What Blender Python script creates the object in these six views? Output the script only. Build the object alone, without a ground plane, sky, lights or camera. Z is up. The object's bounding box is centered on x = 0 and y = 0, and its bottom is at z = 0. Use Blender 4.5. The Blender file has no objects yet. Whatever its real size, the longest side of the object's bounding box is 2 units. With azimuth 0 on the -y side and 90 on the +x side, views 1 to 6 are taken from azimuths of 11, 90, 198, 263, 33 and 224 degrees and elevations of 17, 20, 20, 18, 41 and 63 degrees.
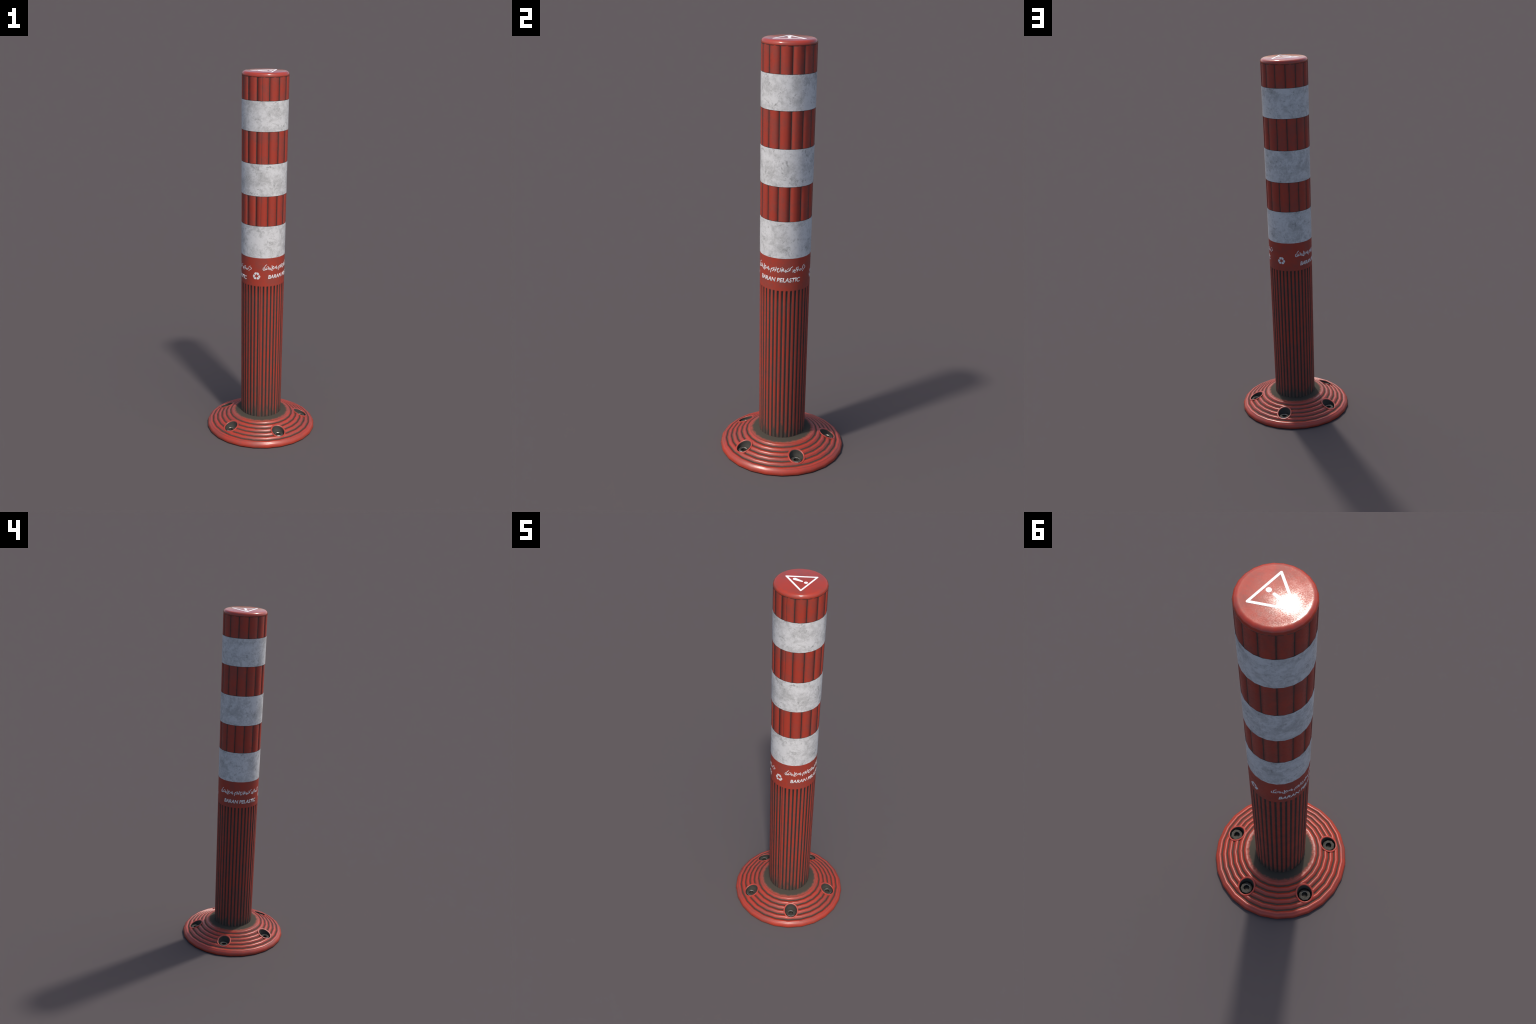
# Red flexible traffic bollard: fluted plastic post with three reflective sleeves,
# a printed collar, a domed cap with a warning sign, and a bolted round foot.
import bpy, bmesh, math
import numpy as np
from math import sin, cos, tan, pi, radians, degrees

# ------------------------------------------------------------------ frame
FACETS = 25                     # the moulding is a 25-sided prism, smooth shaded
STEP = 360.0 / FACETS
SEAM = 3.6                      # azimuth of the mould seam (0 = -y, 90 = +x)
FOOT_R = 0.3045
AXIS_X = -(FOOT_R - FOOT_R * cos(radians(STEP / 2))) / 2   # odd polygon: centre its box

def facet(az):
    """Radius factor that turns a circle into the 25-sided outline."""
    d = (np.asarray(az, float) - SEAM) % STEP - STEP / 2
    return cos(radians(STEP / 2)) / np.cos(np.radians(d))

def post_r(z):
    """Corner radius of the slightly flaring post."""
    return 0.1124 + 0.00573 * z

def polar(az, r, z):
    a = radians(az)
    return (r * sin(a), -r * cos(a), z)

# ------------------------------------------------------------------ levels
Z_POST, Z_RIB_TOP = 0.086, 0.8662
SLEEVES = [(1.0255, 1.2000), (1.3630, 1.5325), (1.7020, 1.8575)]
FLUTES = [(1.2000, 1.3630), (1.5325, 1.7020), (1.8575, 1.9785)]
Z_CAP, Z_TOP = 1.9785, 2.0

RIB_PITCH, RIB_FIRST, RIB_HALF = 10.17, 9.4, 2.15      # degrees from the seam
FLUTE_PITCH, FLUTE_FIRST, FLUTE_HALF = 25.38, 17.1, 0.85

# ------------------------------------------------------------------ node helper
class Nodes:
    def __init__(self, name):
        self.mat = bpy.data.materials.new(name)
        self.mat.use_nodes = True
        self.t = self.mat.node_tree
        self.bsdf = next(n for n in self.t.nodes if n.type == 'BSDF_PRINCIPLED')
        self.co = self.t.nodes.new('ShaderNodeTexCoord').outputs['Object']
        self._sep = None

    def _in(self, sock, v):
        if isinstance(v, bpy.types.NodeSocket):
            self.t.links.new(v, sock)
        else:
            sock.default_value = v

    def math(self, op, a, b=0.0, c=0.0, clamp=False):
        n = self.t.nodes.new('ShaderNodeMath')
        n.operation, n.use_clamp = op, clamp
        for s, v in zip(n.inputs, (a, b, c)):
            self._in(s, v)
        return n.outputs[0]

    def sep(self):
        if self._sep is None:
            n = self.t.nodes.new('ShaderNodeSeparateXYZ')
            self.t.links.new(self.co, n.inputs[0])
            self._sep = n.outputs
        return self._sep

    def scaled(self, sx, sy, sz, off=(0, 0, 0)):
        n = self.t.nodes.new('ShaderNodeMapping')
        n.inputs['Scale'].default_value = (sx, sy, sz)
        n.inputs['Location'].default_value = off
        self.t.links.new(self.co, n.inputs['Vector'])
        return n.outputs[0]

    def noise(self, scale, detail=6, rough=0.6, vec=None, dist=0.0):
        n = self.t.nodes.new('ShaderNodeTexNoise')
        n.inputs['Scale'].default_value = scale
        n.inputs['Detail'].default_value = detail
        n.inputs['Roughness'].default_value = rough
        n.inputs['Distortion'].default_value = dist
        self.t.links.new(vec or self.co, n.inputs['Vector'])
        return n.outputs['Fac']

    def step(self, v, lo, hi, a=0.0, b=1.0):
        n = self.t.nodes.new('ShaderNodeMapRange')
        n.interpolation_type = 'SMOOTHSTEP'
        for k, x in (('Value', v), ('From Min', lo), ('From Max', hi), ('To Min', a), ('To Max', b)):
            self._in(n.inputs[k], x)
        return n.outputs[0]

    def mix(self, f, a, b):
        n = self.t.nodes.new('ShaderNodeMix')
        n.data_type = 'RGBA'
        self._in(n.inputs[0], f)
        self._in(n.inputs[6], a if isinstance(a, bpy.types.NodeSocket) else (*a, 1))
        self._in(n.inputs[7], b if isinstance(b, bpy.types.NodeSocket) else (*b, 1))
        return n.outputs[2]

    def bump(self, h, strength, dist):
        n = self.t.nodes.new('ShaderNodeBump')
        n.inputs['Strength'].default_value = strength
        n.inputs['Distance'].default_value = dist
        self.t.links.new(h, n.inputs['Height'])
        self.t.links.new(n.outputs[0], self.bsdf.inputs['Normal'])

    def seam_angle(self):
        """Degrees round the axis, counted from the mould seam, 0..360."""
        s = self.sep()
        a = self.math('ARCTAN2', s[0], self.math('MULTIPLY', s[1], -1.0))
        a = self.math('MULTIPLY', a, 180 / pi)
        return self.math('FLOORED_MODULO', self.math('SUBTRACT', a, SEAM), 360.0)

    def radius(self):
        """Radius measured along the 25-sided outline."""
        s = self.sep()
        r = self.math('SQRT', self.math('ADD', self.math('MULTIPLY', s[0], s[0]),
                                        self.math('MULTIPLY', s[1], s[1])))
        d = self.math('SUBTRACT', self.math('FLOORED_MODULO', self.seam_angle(), STEP), STEP / 2)
        k = self.math('COSINE', self.math('MULTIPLY', d, pi / 180))
        return self.math('MULTIPLY', self.math('MULTIPLY', r, k), 1 / cos(radians(STEP / 2)))

    def comb(self, angle, first, pitch, half, soft):
        """1 on stripes of a repeating angular pattern."""
        x = self.math('ADD', self.math('SUBTRACT', angle, first), pitch / 2 + pitch * 4)
        x = self.math('SUBTRACT', self.math('FLOORED_MODULO', x, pitch), pitch / 2)
        return self.step(self.math('ABSOLUTE', x), half - soft, half + soft, 1.0, 0.0)

    def out(self, color, rough, **kw):
        self._in(self.bsdf.inputs['Base Color'], color if isinstance(color, bpy.types.NodeSocket) else (*color, 1))
        self._in(self.bsdf.inputs['Roughness'], rough)
        for k, v in kw.items():
            self._in(self.bsdf.inputs[k.replace('_', ' ')], v)
        return self.mat

RED = (0.350, 0.038, 0.020)
RED_DULL = (0.225, 0.048, 0.035)
GRIME = (0.055, 0.048, 0.038)

def red_plastic(n):
    """Sun-worn red plastic: dull brownish blotches and fine dark specks."""
    big = n.noise(13, 8, 0.62)
    fine = n.noise(70, 6, 0.7)
    blot = n.step(n.math('ADD', n.math('MULTIPLY', big, 0.65), n.math('MULTIPLY', fine, 0.35)), 0.44, 0.60)
    col = n.mix(n.math('MULTIPLY', blot, 0.65), RED, RED_DULL)
    speck = n.step(n.noise(34, 8, 0.72, dist=0.4), 0.63, 0.74)
    return n.mix(n.math('MULTIPLY', speck, 0.45), col, (0.13, 0.05, 0.04)), big, fine

def plastic_gloss(n, big, lo, hi):
    g = n.noise(160, 5, 0.75)
    return n.step(n.math('ADD', n.math('MULTIPLY', g, 0.6), n.math('MULTIPLY', big, 0.4)), 0.35, 0.65, lo, hi)

def mat_plain():
    n = Nodes("printed_collar_plastic")
    c, b, f = red_plastic(n)
    return n.out(c, plastic_gloss(n, b, 0.42, 0.62))

def mat_cap():
    n = Nodes("cap_plastic")
    c, b, f = red_plastic(n)
    grain = n.noise(230, 7, 0.8)
    patch = n.noise(17, 4, 0.6)
    g = n.math('ADD', n.math('MULTIPLY', grain, 0.7), n.math('MULTIPLY', patch, 0.3))
    n.bump(n.noise(290, 5, 0.75), 0.10, 0.0006)
    return n.out(c, n.step(g, 0.42, 0.60, 0.08, 0.24))

def mat_ribs():
    n = Nodes("ribbed_shaft_plastic")
    c, b, f = red_plastic(n)
    a = n.seam_angle()
    z = n.sep()[2]
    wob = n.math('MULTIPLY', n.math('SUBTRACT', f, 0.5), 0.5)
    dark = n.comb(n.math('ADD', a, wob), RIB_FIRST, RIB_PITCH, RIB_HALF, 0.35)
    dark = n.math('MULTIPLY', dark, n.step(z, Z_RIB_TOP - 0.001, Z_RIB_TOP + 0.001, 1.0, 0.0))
    # ground splash: streaky dirt that climbs the lowest hand's breadth
    streak = n.noise(1.0, 7, 0.65, vec=n.scaled(75, 75, 11))
    lvl = n.math('ADD', z, n.math('MULTIPLY', n.math('SUBTRACT', streak, 0.5), -0.30))
    splash = n.math('MAXIMUM', n.step(lvl, 0.098, 0.182, 0.95, 0.0), n.step(lvl, 0.11, 0.42, 0.36, 0.0))
    c = n.mix(splash, c, GRIME)
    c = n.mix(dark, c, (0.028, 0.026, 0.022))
    return n.out(c, plastic_gloss(n, b, 0.52, 0.72))

def mat_flutes():
    n = Nodes("fluted_plastic")
    c, b, f = red_plastic(n)
    a = n.seam_angle()
    z = n.sep()[2]
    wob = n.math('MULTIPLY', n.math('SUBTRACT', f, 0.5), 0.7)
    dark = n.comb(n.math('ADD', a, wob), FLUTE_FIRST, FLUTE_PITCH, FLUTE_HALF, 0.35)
    soft = n.comb(n.math('ADD', a, n.math('MULTIPLY', wob, 5.0)), FLUTE_FIRST, FLUTE_PITCH, 2.0, 1.9)  # occlusion shade beside each flute valley, painted as darker red
    seam = n.step(n.math('ABSOLUTE', n.math('SUBTRACT', n.math('FLOORED_MODULO', n.math('ADD', a, 180.0), 360.0), 180.0)),  # shading break at the seam, drawn as a dark line
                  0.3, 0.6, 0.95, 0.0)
    edge = None  # contact shadow at sleeve and cap joints, baked into the colour
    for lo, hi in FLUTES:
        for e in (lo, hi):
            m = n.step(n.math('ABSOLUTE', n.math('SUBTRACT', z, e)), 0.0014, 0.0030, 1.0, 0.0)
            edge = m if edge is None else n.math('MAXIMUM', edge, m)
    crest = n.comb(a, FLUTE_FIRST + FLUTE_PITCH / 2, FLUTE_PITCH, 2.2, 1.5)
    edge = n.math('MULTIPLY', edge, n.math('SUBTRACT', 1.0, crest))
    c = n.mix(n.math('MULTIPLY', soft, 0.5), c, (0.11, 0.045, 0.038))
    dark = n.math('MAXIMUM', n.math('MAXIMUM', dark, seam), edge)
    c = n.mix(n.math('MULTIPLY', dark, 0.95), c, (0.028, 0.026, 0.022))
    return n.out(c, plastic_gloss(n, b, 0.40, 0.60))

def mat_sleeve():
    n = Nodes("reflective_sheet")
    cloud = n.noise(15, 9, 0.66, dist=0.5)
    fine = n.noise(60, 8, 0.72, dist=0.8)
    s = n.math('ADD', n.math('MULTIPLY', cloud, 0.6), n.math('MULTIPLY', fine, 0.4))
    c = n.mix(n.step(s, 0.42, 0.62), (0.63, 0.63, 0.63), (0.42, 0.42, 0.417))
    smear = n.step(n.math('ADD', n.math('MULTIPLY', n.noise(24, 9, 0.7, dist=1.0), 0.55),
                          n.math('MULTIPLY', n.noise(95, 5, 0.7), 0.45)), 0.52, 0.66)
    c = n.mix(n.math('MULTIPLY', smear, 0.8), c, (0.20, 0.20, 0.195))
    pits = n.step(n.noise(120, 6, 0.75, vec=n.scaled(1, 1, 0.75), dist=0.6), 0.60, 0.72)
    c = n.mix(n.math('MULTIPLY', pits, 0.7), c, (0.17, 0.17, 0.165))
    return n.out(c, n.step(fine, 0.35, 0.65, 0.38, 0.58))

RINGS = [0.1737, 0.1990, 0.2240, 0.2490, 0.2742]       # valleys between the ridges

def mat_foot():
    n = Nodes("ringed_foot_plastic")
    c, b, f = red_plastic(n)
    r = n.radius()
    r = n.math('ADD', r, n.math('MULTIPLY', n.math('SUBTRACT', f, 0.5), 0.0015))
    m = None
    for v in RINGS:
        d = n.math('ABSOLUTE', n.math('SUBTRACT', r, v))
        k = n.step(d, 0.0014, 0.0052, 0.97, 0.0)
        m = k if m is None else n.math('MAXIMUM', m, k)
    hair = None
    for v in (0.1575, 0.2912):
        d = n.math('ABSOLUTE', n.math('SUBTRACT', r, v))
        k = n.step(d, 0.0003, 0.0011, 0.62, 0.0)
        hair = k if hair is None else n.math('MAXIMUM', hair, k)
    wob = n.math('MULTIPLY', n.math('SUBTRACT', n.noise(75, 7, 0.75), 0.5), 0.030)
    dirt = n.step(n.math('ADD', r, wob), 0.140, 0.154, 1.0, 0.0)
    veil = n.step(n.math('ADD', r, n.math('MULTIPLY', wob, 1.6)), 0.144, 0.168, 0.55, 0.0)
    c = n.mix(hair, c, (0.10, 0.035, 0.03))
    c = n.mix(veil, c, (0.20, 0.085, 0.066))
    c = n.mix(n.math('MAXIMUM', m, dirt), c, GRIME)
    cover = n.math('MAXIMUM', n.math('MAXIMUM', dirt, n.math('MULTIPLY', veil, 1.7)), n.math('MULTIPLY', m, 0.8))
    rough = n.math('MAXIMUM', plastic_gloss(n, b, 0.27, 0.38), n.math('MULTIPLY', n.math('MINIMUM', cover, 1.0), 0.85))
    return n.out(c, rough, Specular_IOR_Level=n.math('SUBTRACT', 0.5, n.math('MULTIPLY', n.math('MINIMUM', cover, 1.0), 0.42), clamp=True))

def mat_bore():
    n = Nodes("bolt_hole_plastic")
    c, b, f = red_plastic(n)
    s = n.sep()
    rr = n.math('SQRT', n.math('ADD', n.math('MULTIPLY', s[0], s[0]), n.math('MULTIPLY', s[1], s[1])))
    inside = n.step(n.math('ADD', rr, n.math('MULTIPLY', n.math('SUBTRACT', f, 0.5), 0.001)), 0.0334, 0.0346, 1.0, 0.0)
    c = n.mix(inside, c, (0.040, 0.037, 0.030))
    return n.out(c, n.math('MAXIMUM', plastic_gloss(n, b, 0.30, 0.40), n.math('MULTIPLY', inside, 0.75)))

def mat_bolt():
    n = Nodes("weathered_steel")
    g = n.noise(120, 6, 0.7)
    c = n.mix(n.step(g, 0.4, 0.62), (0.050, 0.046, 0.038), (0.034, 0.031, 0.025))
    return n.out(c, n.step(g, 0.35, 0.65, 0.55, 0.70), Specular_IOR_Level=0.15)

def mat_bolt_edge():
    n = Nodes("pale_steel_edge")
    g = n.noise(160, 6, 0.7)
    c = n.mix(n.step(g, 0.4, 0.62), (0.26, 0.25, 0.23), (0.15, 0.143, 0.125))
    return n.out(c, n.step(g, 0.35, 0.65, 0.28, 0.42), Metallic=0.6)

def mat_paint():
    n = Nodes("white_print")
    g = n.noise(45, 6, 0.7)
    c = n.mix(n.step(g, 0.52, 0.72), (0.70, 0.70, 0.70), (0.55, 0.55, 0.545))
    return n.out(c, 0.5)

def mat_sign():
    n = Nodes("white_sign_paint")
    g = n.noise(60, 6, 0.7)
    c = n.mix(n.step(g, 0.58, 0.74), (0.90, 0.90, 0.90), (0.72, 0.72, 0.74))
    return n.out(c, 0.38)

# ------------------------------------------------------------------ mesh helpers
ROOT = bpy.data.objects.new("traffic_bollard", None)
ROOT.empty_display_size = 0.1
ROOT.location = (AXIS_X, 0, 0)
ROOT["label"] = "red traffic bollard with three white reflective bands and round foot"
ROOT["category"] = "traffic bollard"
bpy.context.scene.collection.objects.link(ROOT)

def add(name, me, mat, parent=None):
    ob = bpy.data.objects.new(name, me)
    if mat:
        me.materials.clear()
        me.materials.append(mat)
    bpy.context.scene.collection.objects.link(ob)
    ob.parent = parent or ROOT
    return ob

def make_mesh(name, verts, faces):
    me = bpy.data.meshes.new(name)
    me.from_pydata([tuple(v) for v in verts], [], faces)
    me.validate()
    me.update()
    me.polygons.foreach_set("use_smooth", [True] * len(me.polygons))
    return me

def facet_mesh(me, shading=None):
    """Press a round mesh into the 25-sided outline while keeping its round shading."""
    k = len(me.vertices)
    nor = np.zeros(k * 3); (shading or me).vertex_normals.foreach_get("vector", nor); nor = nor.reshape(-1, 3)
    co = np.zeros(k * 3); me.vertices.foreach_get("co", co); co = co.reshape(-1, 3)
    f = facet(np.degrees(np.arctan2(co[:, 0], -co[:, 1])))
    co[:, 0] *= f; co[:, 1] *= f
    me.vertices.foreach_set("co", co.ravel())
    me.update()
    me.normals_split_custom_set_from_vertices([tuple(v) for v in nor])

def shell(name, angles, levels, rfun):
    """Closed tube: rows of (z, inset) against angles from the seam."""
    verts, faces = [], []
    k = len(angles)
    for z, inset in levels:
        for a in angles:
            verts.append(polar(a + SEAM, rfun(a, z) - inset, z))
    for i in range(len(levels) - 1):
        for j in range(k):
            j2 = (j + 1) % k
            faces.append((i * k + j, i * k + j2, (i + 1) * k + j2, (i + 1) * k + j))
    return make_mesh(name, verts, faces)

def angle_set(extra, fill):
    s = {round(STEP * i, 3) for i in range(FACETS)} | {round(e % 360, 3) for e in extra}
    base = sorted(s)
    for x in np.arange(0, 360, fill):
        if min(abs((x - b + 180) % 360 - 180) for b in base) > fill * 0.35:
            s.add(round(float(x), 3))
    return sorted(s)

def lathe(name, profile, seg, cap_centre=False):
    verts, faces = [], []
    for r, z in profile:
        for j in range(seg):
            verts.append(polar(SEAM + 360.0 * j / seg, r, z))
    for i in range(len(profile) - 1):
        for j in range(seg):
            j2 = (j + 1) % seg
            faces.append((i * seg + j, (i + 1) * seg + j, (i + 1) * seg + j2, i * seg + j2)[::-1])
    if cap_centre:
        c = len(verts)
        verts.append((0, 0, profile[-1][1]))
        b = (len(profile) - 1) * seg
        for j in range(seg):
            faces.append((b + j, b + (j + 1) % seg, c))
    return make_mesh(name, verts, faces)

# ------------------------------------------------------------------ post
def rib_profile(a):
    x = (a - RIB_FIRST + RIB_PITCH * 4.5) % RIB_PITCH - RIB_PITCH / 2
    t = (RIB_HALF + 0.30 - abs(x)) / 0.6
    return 0.0014 * min(1.0, max(0.0, t))

def flute_profile(a, depth):
    x = abs((a - FLUTE_FIRST + FLUTE_PITCH * 4.5) % FLUTE_PITCH - FLUTE_PITCH / 2) / (FLUTE_PITCH / 2)
    return depth * (1.0 - x) ** 2.6      # 0 on the crest, full in the valley

rib_edges = []
for i in range(-1, 36):
    c = RIB_FIRST + RIB_PITCH * i
    for d in (-RIB_HALF - .3, -RIB_HALF + .3, RIB_HALF - .3, RIB_HALF + .3):
        if 0.02 < c + d < 359.9:
            rib_edges.append(c + d)
rib_angles = angle_set(rib_edges + [359.8], 2.5)
levels = [(z, 0.0) for z in np.linspace(Z_POST, Z_RIB_TOP - 0.0016, 14)]
levels += [(Z_RIB_TOP, 0.0), (Z_RIB_TOP + 0.004, 0.0)]
me = shell("ribbed_shaft", rib_angles, levels,
           lambda a, z: post_r(z) - (rib_profile(a) if z < Z_RIB_TOP - 1e-4 else 0.0))
facet_mesh(me)
add("ribbed_shaft", me, mat_ribs())

smooth_angles = angle_set([], 2.4)
me = shell("printed_collar", smooth_angles, [(z, 0) for z in np.linspace(Z_RIB_TOP + 0.004, SLEEVES[0][0] + 0.004, 6)],
           lambda a, z: post_r(z))
facet_mesh(me)
add("printed_collar", me, mat_plain())

flute_edges = [FLUTE_FIRST + FLUTE_PITCH * i + d for i in range(-1, 15) for d in (-2, -1, 0, 1, 2)]
flute_angles = angle_set([e for e in flute_edges if 0 < e < 360], 1.2)
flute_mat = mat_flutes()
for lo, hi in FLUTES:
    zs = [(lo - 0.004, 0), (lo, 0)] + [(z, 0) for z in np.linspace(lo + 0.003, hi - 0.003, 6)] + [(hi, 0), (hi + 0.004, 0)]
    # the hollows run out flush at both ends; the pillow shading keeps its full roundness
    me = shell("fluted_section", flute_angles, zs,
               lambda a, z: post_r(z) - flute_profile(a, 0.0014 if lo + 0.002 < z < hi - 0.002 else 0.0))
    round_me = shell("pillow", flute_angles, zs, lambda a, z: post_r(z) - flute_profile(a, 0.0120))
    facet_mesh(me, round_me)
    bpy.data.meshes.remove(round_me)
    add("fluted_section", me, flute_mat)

sleeve_mat = mat_sleeve()
for lo, hi in SLEEVES:
    rows = [(z, -0.0004) for z in np.linspace(lo, hi, 7)]
    me = shell("reflective_sleeve", smooth_angles, [(lo, 0.003)] + rows + [(hi, 0.003)], lambda a, z: post_r(z))
    plain = shell("plain", smooth_angles, [(lo - 0.002, -0.0004)] + rows + [(hi + 0.002, -0.0004)], lambda a, z: post_r(z))
    facet_mesh(me, plain)
    bpy.data.meshes.remove(plain)
    add("reflective_sleeve", me, sleeve_mat)

# ------------------------------------------------------------------ cap
cap_r = post_r(Z_CAP) + 0.0002
fil = Z_TOP - Z_CAP - 0.0035
prof = [(cap_r - 0.008, Z_CAP), (cap_r - 0.0012, Z_CAP), (cap_r, Z_CAP + 0.0012), (cap_r, Z_CAP + 0.0035)]
for i in range(1, 11):
    t = radians(9 * i)
    prof.append((cap_r - fil * 0.98 * (1 - cos(t)), Z_CAP + 0.0035 + fil * sin(t)))
for r in (0.100, 0.09, 0.07, 0.05, 0.03, 0.01):
    prof.append((r, Z_TOP))
me = lathe("cap", prof, 150, cap_centre=True)
dome = lathe("dome", [(r, z - 0.6 * min(r, 0.104) ** 2) for r, z in prof], 150, cap_centre=True)
facet_mesh(me, dome)                 # the flat top is shaded as a very shallow dome
bpy.data.meshes.remove(dome)
cap = add("cap", me, mat_cap())

# ------------------------------------------------------------------ foot
CONE = [(0.1575, 0.0868), (0.2900, 0.0272)]
SLOPE = (CONE[1][1] - CONE[0][1]) / (CONE[1][0] - CONE[0][0])

def cone_z(r):
    return CONE[0][1] + SLOPE * (r - CONE[0][0])

def ridge(r):
    """Round-topped ridges with narrow valleys, measured from the cone."""
    half = (RINGS[1] - RINGS[0]) / 2
    d = min(abs(r - v) for v in RINGS) / half
    return 0.0062 * sin(pi / 2 * min(d, 1.0)) - 0.0042

def foot_profile(relief):
    p = [(0.100, 0.0950), (0.114, 0.0945), (0.130, 0.0920), (0.145, 0.0897), (0.153, 0.0886)]
    for r in np.arange(0.1575, 0.2880, 0.0010):
        r = float(r)
        edge = min(1.0, (r - 0.1540) / 0.008)
        p.append((r, cone_z(r) + relief * ridge(r) * edge + 0.0006))
    return p + [(0.2890, cone_z(0.289) + 0.0026 * relief), (0.2915, 0.0280), (0.2950, 0.0255), (0.2985, 0.0222),
                (0.3015, 0.0180), (0.3036, 0.0130), (FOOT_R, 0.0080), (0.3042, 0.0035), (0.3030, 0.0), (0.285, 0.0), (0.05, 0.0)]

SEG = FACETS * 16
me = lathe("foot_plate", foot_profile(0.65)[::-1], SEG)
deep = lathe("deep", foot_profile(1.7)[::-1], SEG)
HOLE_AZ = [36 + 72 * i for i in range(5)]
HOLE_R, COLLAR_OUT, BORE = 0.2268, 0.0415, 0.0330
facet_mesh(me, deep)
bpy.data.meshes.remove(deep)
# leave the plate open under the five bolt collars
centres = [np.array(polar(a, HOLE_R, 0)[:2]) for a in HOLE_AZ]
keep_nor = [tuple(c.vector) for c in me.corner_normals]
verts = [tuple(v.co) for v in me.vertices]
faces, nors = [], []
for p in me.polygons:
    c = np.array(p.center)
    if c[2] > 0.006 and any(np.hypot(*(c[:2] - q)) < COLLAR_OUT - 0.004 for q in centres):
        continue
    faces.append(tuple(p.vertices))
    nors += [keep_nor[i] for i in p.loop_indices]
me2 = bpy.data.meshes.new("foot_plate")
me2.from_pydata(verts, [], faces)
me2.update()
me2.polygons.foreach_set("use_smooth", [True] * len(me2.polygons))
me2.normals_split_custom_set(nors)
add("foot_plate", me2, mat_foot())

# bolt collars: rings lying on the cone, bored straight down
def collar_mesh():
    seg = 40
    z0 = cone_z(HOLE_R) + 0.0022
    tilt = SLOPE
    rows = [  # radius, height above the cone plane (or absolute when flagged)
        (COLLAR_OUT, -0.0060, False), (COLLAR_OUT, -0.0008, False), (COLLAR_OUT - 0.0006, 0.0, False), (COLLAR_OUT - 0.0016, 0.0003, False),
        (BORE + 0.0038, 0.0003, False), (BORE + 0.0022, -0.0003, False), (BORE + 0.0009, -0.0018, False),
        (BORE + 0.0002, -0.0042, False), (BORE, -0.0070, False), (BORE, 0.016, True), (0.0, 0.016, True)]
    verts, faces = [], []
    for r, h, absolute in rows:
        for j in range(seg):
            a = 2 * pi * j / seg
            x, y = r * cos(a), r * sin(a)          # x points outwards from the post
            verts.append((x, y, h if absolute else z0 + tilt * x + h))
    for i in range(len(rows) - 1):
        for j in range(seg):
            j2 = (j + 1) % seg
            faces.append((i * seg + j, i * seg + j2, (i + 1) * seg + j2, (i + 1) * seg + j))
    me = make_mesh("bolt_collar", verts, faces)
    return me

def bolt_mesh():
    n = 8
    top = 0.0400
    rows = [(0.0272, 0.014), (0.0272, top - 0.0026), (0.0250, top), (0.0160, top), (0.0142, top - 0.0018),
            (0.0140, top - 0.0190), (0.0, top - 0.0200)]
    verts, faces = [], []
    for r, z in rows:
        for j in range(n):
            a = 2 * pi * j / n
            verts.append((r * cos(a), r * sin(a), z))
    for i in range(len(rows) - 1):
        for j in range(n):
            j2 = (j + 1) % n
            faces.append((i * n + j, i * n + j2, (i + 1) * n + j2, (i + 1) * n + j))
    me = make_mesh("bolt", verts, faces)
    me.materials.append(mat_bolt()); me.materials.append(mat_bolt_edge())
    for i, p in enumerate(me.polygons):
        p.material_index = 1 if i // n in (1, 3) else 0
    me.polygons.foreach_set("use_smooth", [False] * len(me.polygons))
    return me

collar_me, bolt_me = collar_mesh(), bolt_mesh()
bore_mat = mat_bore()
for a in HOLE_AZ:
    ob = add("bolt_collar", collar_me, bore_mat)
    ob.location = polar(a, HOLE_R, 0)
    ob.rotation_euler = (0, 0, radians(a - 90))
    b = add("bolt", bolt_me, None, parent=ob)
    b.location = (0.0008, 0, 0)

# ------------------------------------------------------------------ print on the collar
paint = mat_paint()

def wrap(me, az0, z0, lift):
    """Lay a flat drawing (x along the girth, y up, metres) on the post."""
    n = len(me.vertices)
    co = np.zeros(n * 3); me.vertices.foreach_get("co", co); co = co.reshape(-1, 3)
    out = np.zeros_like(co)
    for i, (x, y, h) in enumerate(co):
        az = az0 + degrees(x / 0.1175)
        z = z0 + y
        r = post_r(z) * float(facet(az)) + (lift + h)
        out[i] = polar(az, r, z)
    me.vertices.foreach_set("co", out.ravel())
    me.update()

def thicken(bm, depth):
    """Give a flat sheet side walls down to -depth."""
    edges = [e for e in bm.edges if len(e.link_faces) == 1]
    r = bmesh.ops.extrude_edge_only(bm, edges=edges)
    for v in r['geom']:
        if isinstance(v, bmesh.types.BMVert):
            v.co.z -= depth

def slice_x(bm, step):
    xs = [v.co.x for v in bm.verts]
    x = min(xs) + step
    while x < max(xs):
        bmesh.ops.bisect_plane(bm, geom=bm.verts[:] + bm.edges[:] + bm.faces[:], plane_co=(x, 0, 0), plane_no=(1, 0, 0))
        x += step

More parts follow.
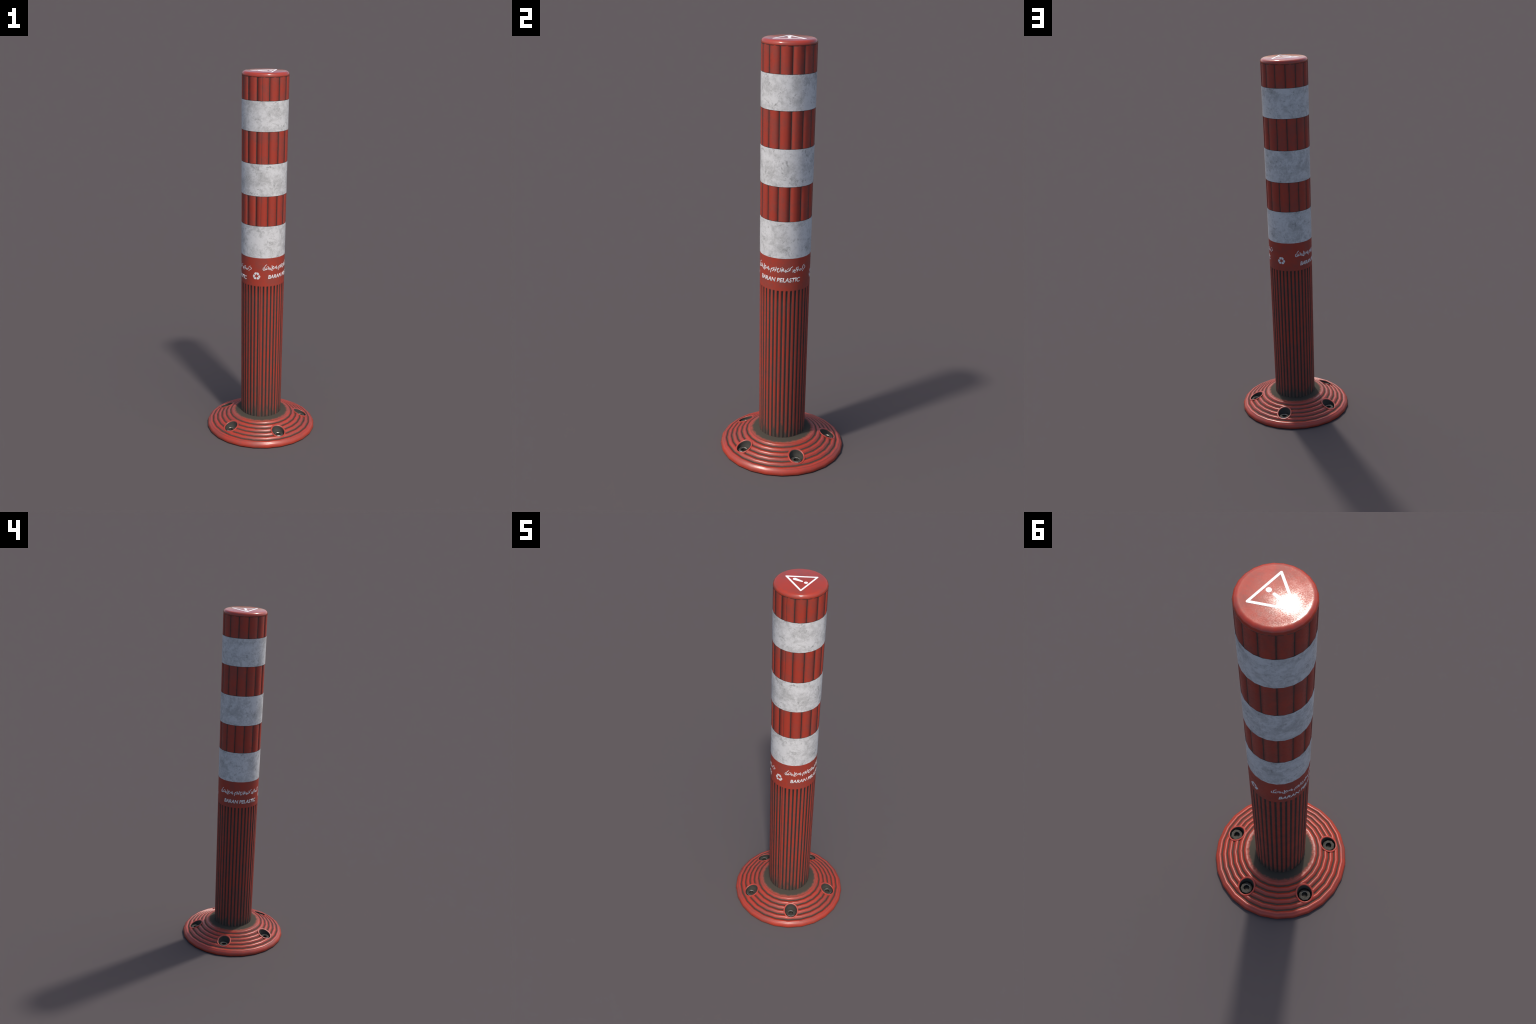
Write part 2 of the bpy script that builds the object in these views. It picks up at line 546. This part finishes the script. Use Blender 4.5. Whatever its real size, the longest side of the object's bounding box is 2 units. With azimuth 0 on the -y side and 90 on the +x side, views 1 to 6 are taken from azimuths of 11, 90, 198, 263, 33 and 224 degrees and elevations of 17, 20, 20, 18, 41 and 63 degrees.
def latin_line(az_start, az_end, z_base, z_top):
    cu = bpy.data.curves.new("lettering", 'FONT')
    cu.body = "BARAN PELASTIC"
    cu.shear = 0.20
    cu.offset = 0.022
    cu.space_character = 0.97
    cu.resolution_u = 4
    tmp = bpy.data.objects.new("tmp_text", cu)
    bpy.context.scene.collection.objects.link(tmp)
    bpy.context.view_layer.update()
    me = bpy.data.meshes.new_from_object(tmp.evaluated_get(bpy.context.evaluated_depsgraph_get()))
    bpy.data.objects.remove(tmp)
    xs = [v.co.x for v in me.vertices]; ys = [v.co.y for v in me.vertices]
    w = radians(az_end - az_start) * 0.1175
    sx = w / (max(xs) - min(xs)); sy = (z_top - z_base) / (max(ys) - min(ys))
    x0, y0 = min(xs), min(ys)
    for v in me.vertices:
        v.co = ((v.co.x - x0) * sx, (v.co.y - y0) * sy, 0)
    bm = bmesh.new(); bm.from_mesh(me)
    bmesh.ops.remove_doubles(bm, verts=bm.verts[:], dist=1e-6)
    slice_x(bm, 0.002)
    thicken(bm, 0.001)
    bm.to_mesh(me); bm.free()
    wrap(me, az_start, z_base, 0.0003)
    add("latin_lettering", me, paint)

# Pen strokes of the script line: (degrees of girth, millimetres above the writing line)
SCRIPT = [
    # company
    [(138.2, 17.9), (139.5, 20.9)],
    [(140.7, 17.1), (140.4, 11.6), (137.3, 8.3), (135.2, 5.0), (131.9, -2.4)],
    [(137.6, 27.0), (133.5, 22.8), (132.4, 17.1), (131.9, 11.1), (129.7, 6.9), (127.1, 4.0), (124.6, 3.3), (122.7, 6.1), (122.8, 9.2)],
    [(125.4, 9.4), (127.7, 10.2)],
    # making
    [(118.3, 20.5), (120.6, 22.2)],
    [(120.2, 18.6), (120.2, 13.0), (119.4, 7.0), (117.1, 0.9)],
    [(119.9, 11.8), (117.8, 10.7), (118.3, 7.4), (119.6, 7.5)],
    [(115.6, 19.5), (115.4, 12.7), (114.6, 7.9), (112.4, 4.8), (110.3, 4.7)],
    [(111.3, 11.6), (110.6, 5.2)],
    [(107.2, 11.6), (108.5, 6.3), (109.3, 2.4), (108.2, 1.1), (106.0, 0.9)],
    [(110.4, -2.2), (113.3, -1.7)],
    [(106.7, 26.6), (102.4, 20.4), (101.4, 15.6), (100.8, 9.4), (99.3, 7.7), (96.8, 5.4), (94.2, 3.0), (92.5, 2.7), (90.8, 0.5), (88.9, 4.2)],
    [(98.7, 12.8), (99.3, 8.4)],
    [(93.6, 7.4), (94.2, 3.0)],
    [(97.9, 19.3), (98.2, 19.9)],
    [(95.2, 14.2), (95.5, 14.8)],
    [(89.1, 4.8), (89.6, 8.6), (90.7, 11.7), (91.9, 8.0), (90.8, 4.9)],
    # all kinds of
    [(86.4, 17.7), (86.0, 5.2)],
    [(82.8, 21.4), (83.0, 22.2)],
    [(84.5, 17.5), (84.4, 11.9), (83.4, 5.6), (81.0, 0.3)],
    [(84.0, 13.1), (81.9, 11.0), (82.1, 7.9), (83.6, 8.4)],
    [(79.6, 18.7), (79.9, 4.8)],
    [(75.7, 15.5), (74.0, 17.9), (72.3, 13.7), (73.3, 11.5)],
    [(73.3, 11.5), (72.0, 8.3), (71.8, 2.7), (73.5, -1.3), (75.8, 0.8), (77.6, 6.5)],
    # supplies for
    [(69.1, 22.4), (69.2, 15.0), (68.3, 7.8), (65.7, 0.4)],
    [(68.7, 12.3), (66.9, 10.2), (67.0, 6.8), (68.3, 7.8)],
    [(64.4, 19.0), (63.9, 11.9), (64.2, 5.8)],
    [(62.6, 11.4), (62.2, 5.0), (59.4, 0.2)],
    [(61.7, 17.0), (62.2, 17.5)],
    [(59.3, 13.9), (59.8, 12.5), (57.5, 9.0), (56.5, 9.8), (59.0, 15.3)],
    [(56.5, 9.5), (55.8, 2.3), (55.4, -7.3)],
    # guiding
    [(51.1, 9.2), (51.2, 3.3), (49.3, 0.5)],
    [(49.1, 18.2), (48.6, 4.4)],
    [(47.2, 12.8), (44.4, 11.6), (42.4, 6.5), (39.6, 2.7), (38.0, 5.7), (37.6, 15.1)],
    [(46.0, 11.0), (45.9, 5.4)],
    [(39.2, 17.5), (40.8, 14.2)],
    [(35.1, 23.6), (35.4, 14.9), (35.2, 5.7), (34.4, 0.5), (32.4, -0.5), (30.9, 3.1), (31.4, 9.4)],
    [(34.2, -2.7), (36.8, -3.3)],
    # traffic
    [(28.3, 12.1), (28.5, 4.9), (27.1, 0.1)],
    [(25.6, 18.2), (25.6, 10.4), (26.0, 3.9)],
    [(22.7, 18.2), (23.3, 18.5)],
    [(23.6, 7.8), (21.2, 3.7), (18.6, 2.1), (16.2, 1.5), (13.6, -1.3), (11.3, 2.6), (11.1, 6.9), (12.2, 13.4)],
    [(19.0, 7.5), (18.6, 2.5)],
    [(19.2, 10.3), (20.8, 13.4)],
    [(20.5, 29.9), (17.4, 25.4), (15.6, 18.3), (15.4, 11.2), (16.4, 2.6)],
]

def smooth_path(pts, per=5):
    """Catmull-Rom curve through pen positions."""
    p = [np.array(q, float) for q in pts]
    p = [2 * p[0] - p[1]] + p + [2 * p[-1] - p[-2]]
    out = []
    for i in range(1, len(p) - 2):
        for k in range(per):
            t = k / per
            a, b, c, d = p[i - 1:i + 3]
            out.append(0.5 * (2 * b + (c - a) * t + (2 * a - 5 * b + 4 * c - d) * t * t + (3 * b - a - 3 * c + d) * t ** 3))
    out.append(p[-2])
    return out

def script_line(turn, drop):
    """The whole line as one raised print, each stroke a broad-pen ribbon."""
    verts, faces = [], []
    nib = np.array([cos(radians(50)), sin(radians(50))])     # direction the nib is widest across
    for si, st in enumerate(SCRIPT):
        pts = [(radians(a) * 0.1175, y / 1000.0) for a, y in st]
        if len(pts) == 2 and np.hypot(pts[0][0] - pts[1][0], pts[0][1] - pts[1][1]) < 0.003:
            c = (np.array(pts[0]) + pts[1]) / 2          # dot: a short fat dab
            pts = [c - (0.0009, 0.0004), c + (0.0009, 0.0004)]
        path = smooth_path(pts)
        h = 0.000006 * si
        n = len(path)
        half = []
        for i in range(n):
            t = path[min(i + 1, n - 1)] - path[max(i - 1, 0)]
            t = t / np.linalg.norm(t)
            nor = np.array([-t[1], t[0]])
            w = 0.00128 + 0.0006 * abs(float(nor @ nib))
            half.append((path[i], nor, w, t))
        # round the ends
        p, nor, w, t = half[0]
        row = [(p - t * w * 0.9, nor, w * 0.35, t), (p - t * w * 0.5, nor, w * 0.85, t)] + half
        p, nor, w, t = half[-1]
        row += [(p + t * w * 0.5, nor, w * 0.85, t), (p + t * w * 0.9, nor, w * 0.35, t)]
        b = len(verts)
        for p, nor, w, t in row:
            for s in (1, 0, -1):
                q = p + nor * w * s
                verts.append((q[0], q[1], h))
        for i in range(len(row) - 1):
            for s in (0, 1):
                k = b + i * 3 + s
                faces.append((k, k + 1, k + 4, k + 3))
    me = bpy.data.meshes.new("persian_lettering")
    me.from_pydata(verts, [], faces)
    bm = bmesh.new(); bm.from_mesh(me)
    bmesh.ops.recalc_face_normals(bm, faces=bm.faces[:])
    for f in bm.faces:
        if f.normal.z < 0:
            f.normal_flip()
    thicken(bm, 0.001)
    bm.to_mesh(me); bm.free()
    wrap(me, turn, 0.960 - drop, 0.00025)
    add("persian_lettering", me, paint)

def recycling_symbol(az, z, size):
    """Three bent arrows chasing each other."""
    tail = [(-0.69, 0.61), (-0.42, 0.98), (-0.10, 0.99), (0.00, 0.74), (-0.26, 0.25)]
    head = [(-0.02, 0.99), (0.44, 0.96), (0.74, 0.57), (0.56, 0.34), (0.13, 0.28), (0.05, 0.66)]
    bm = bmesh.new()
    for k in range(3):
        c, s = cos(2 * pi * k / 3), sin(2 * pi * k / 3)
        for i, poly in enumerate((tail, head)):
            vs = [bm.verts.new(((x * c - y * s) * size, (x * s + y * c) * size, 0.00004 * i)) for x, y in poly]
            f = bm.faces.new(vs)
            f.normal_update()
            if f.normal.z < 0:
                f.normal_flip()
    bmesh.ops.triangulate(bm, faces=bm.faces[:])
    slice_x(bm, 0.002)
    thicken(bm, 0.001)
    me = bpy.data.meshes.new("recycling_symbol")
    bm.to_mesh(me); bm.free()
    wrap(me, az, z, 0.0003)
    add("recycling_symbol", me, paint)

latin_line(24.7, 126.2, 0.9092, 0.9310)
latin_line(222.3, 323.2, 0.8935, 0.9155)
script_line(0.0, 0.0)
script_line(198.3, 0.0115)
recycling_symbol(354.0, 0.9245, 0.0203)
recycling_symbol(170.9, 0.9245, 0.0203)

# ------------------------------------------------------------------ warning sign on the cap
sign_mat = mat_sign()

def slab(name, outline, holes=None, h=0.0007):
    """Flat raised paint: an outline (and an inner outline) with thickness."""
    bm = bmesh.new()
    z0, z1 = Z_TOP - 0.0006, Z_TOP
    top = [bm.verts.new((x, y, z1)) for x, y in outline]
    bot = [bm.verts.new((x, y, z0)) for x, y in outline]
    n = len(top)
    if holes:
        it = [bm.verts.new((x, y, z1)) for x, y in holes]
        ib = [bm.verts.new((x, y, z0)) for x, y in holes]
        for i in range(n):
            j = (i + 1) % n
            bm.faces.new((top[i], top[j], it[j], it[i]))
            bm.faces.new((it[i], it[j], ib[j], ib[i]))
    else:
        bm.faces.new(top)
    for i in range(n):
        j = (i + 1) % n
        bm.faces.new((bot[i], bot[j], top[j], top[i]))
    me = bpy.data.meshes.new(name)
    bm.to_mesh(me); bm.free()
    return add(name, me, sign_mat, parent=cap)

def rounded_triangle(corners, rad, per=6):
    """Corners (counter-clockwise) rounded by arcs of the given radius."""
    out = []
    k = len(corners)
    for i in range(k):
        p = np.array(corners[i]); a = np.array(corners[i - 1]); b = np.array(corners[(i + 1) % k])
        u = (a - p) / np.linalg.norm(a - p); v = (b - p) / np.linalg.norm(b - p)
        bis = (u + v) / np.linalg.norm(u + v)
        half = math.acos(float(u @ v)) / 2
        c = p + bis * rad / sin(half)
        s = p + u * rad / tan(half); e = p + v * rad / tan(half)
        a0 = math.atan2(*(s - c)[::-1]); a1 = math.atan2(*(e - c)[::-1])
        d = (a1 - a0 + pi) % (2 * pi) - pi
        for q in range(per + 1):
            t = a0 + d * q / per
            out.append((c[0] + rad * cos(t), c[1] + rad * sin(t)))
    return out

outer = rounded_triangle([(-0.0850, -0.0003), (0.0472, -0.0770), (0.0472, 0.0764)], 0.0042)
inner = rounded_triangle([(-0.0672, -0.0003), (0.0396, -0.0630), (0.0396, 0.0624)], 0.0008)
slab("warning_triangle", outer, inner)

def taper_bar(x0, r0, x1, r1, y=-0.0002):
    pts = []
    for k in range(13):
        t = pi / 2 + pi * k / 12
        pts.append((x0 + r0 * cos(t), y + r0 * sin(t)))
    for k in range(13):
        t = -pi / 2 + pi * k / 12
        pts.append((x1 + r1 * cos(t), y + r1 * sin(t)))
    return pts

slab("exclamation_bar", taper_bar(-0.0318, 0.0088, 0.0052, 0.0048))
slab("exclamation_dot", [(0.0264 + 0.0086 * cos(2 * pi * k / 28), -0.0004 + 0.0086 * sin(2 * pi * k / 28)) for k in range(28)])
cap.data.transform(__import__('mathutils').Matrix.Translation((0, 0, -0.0006)))
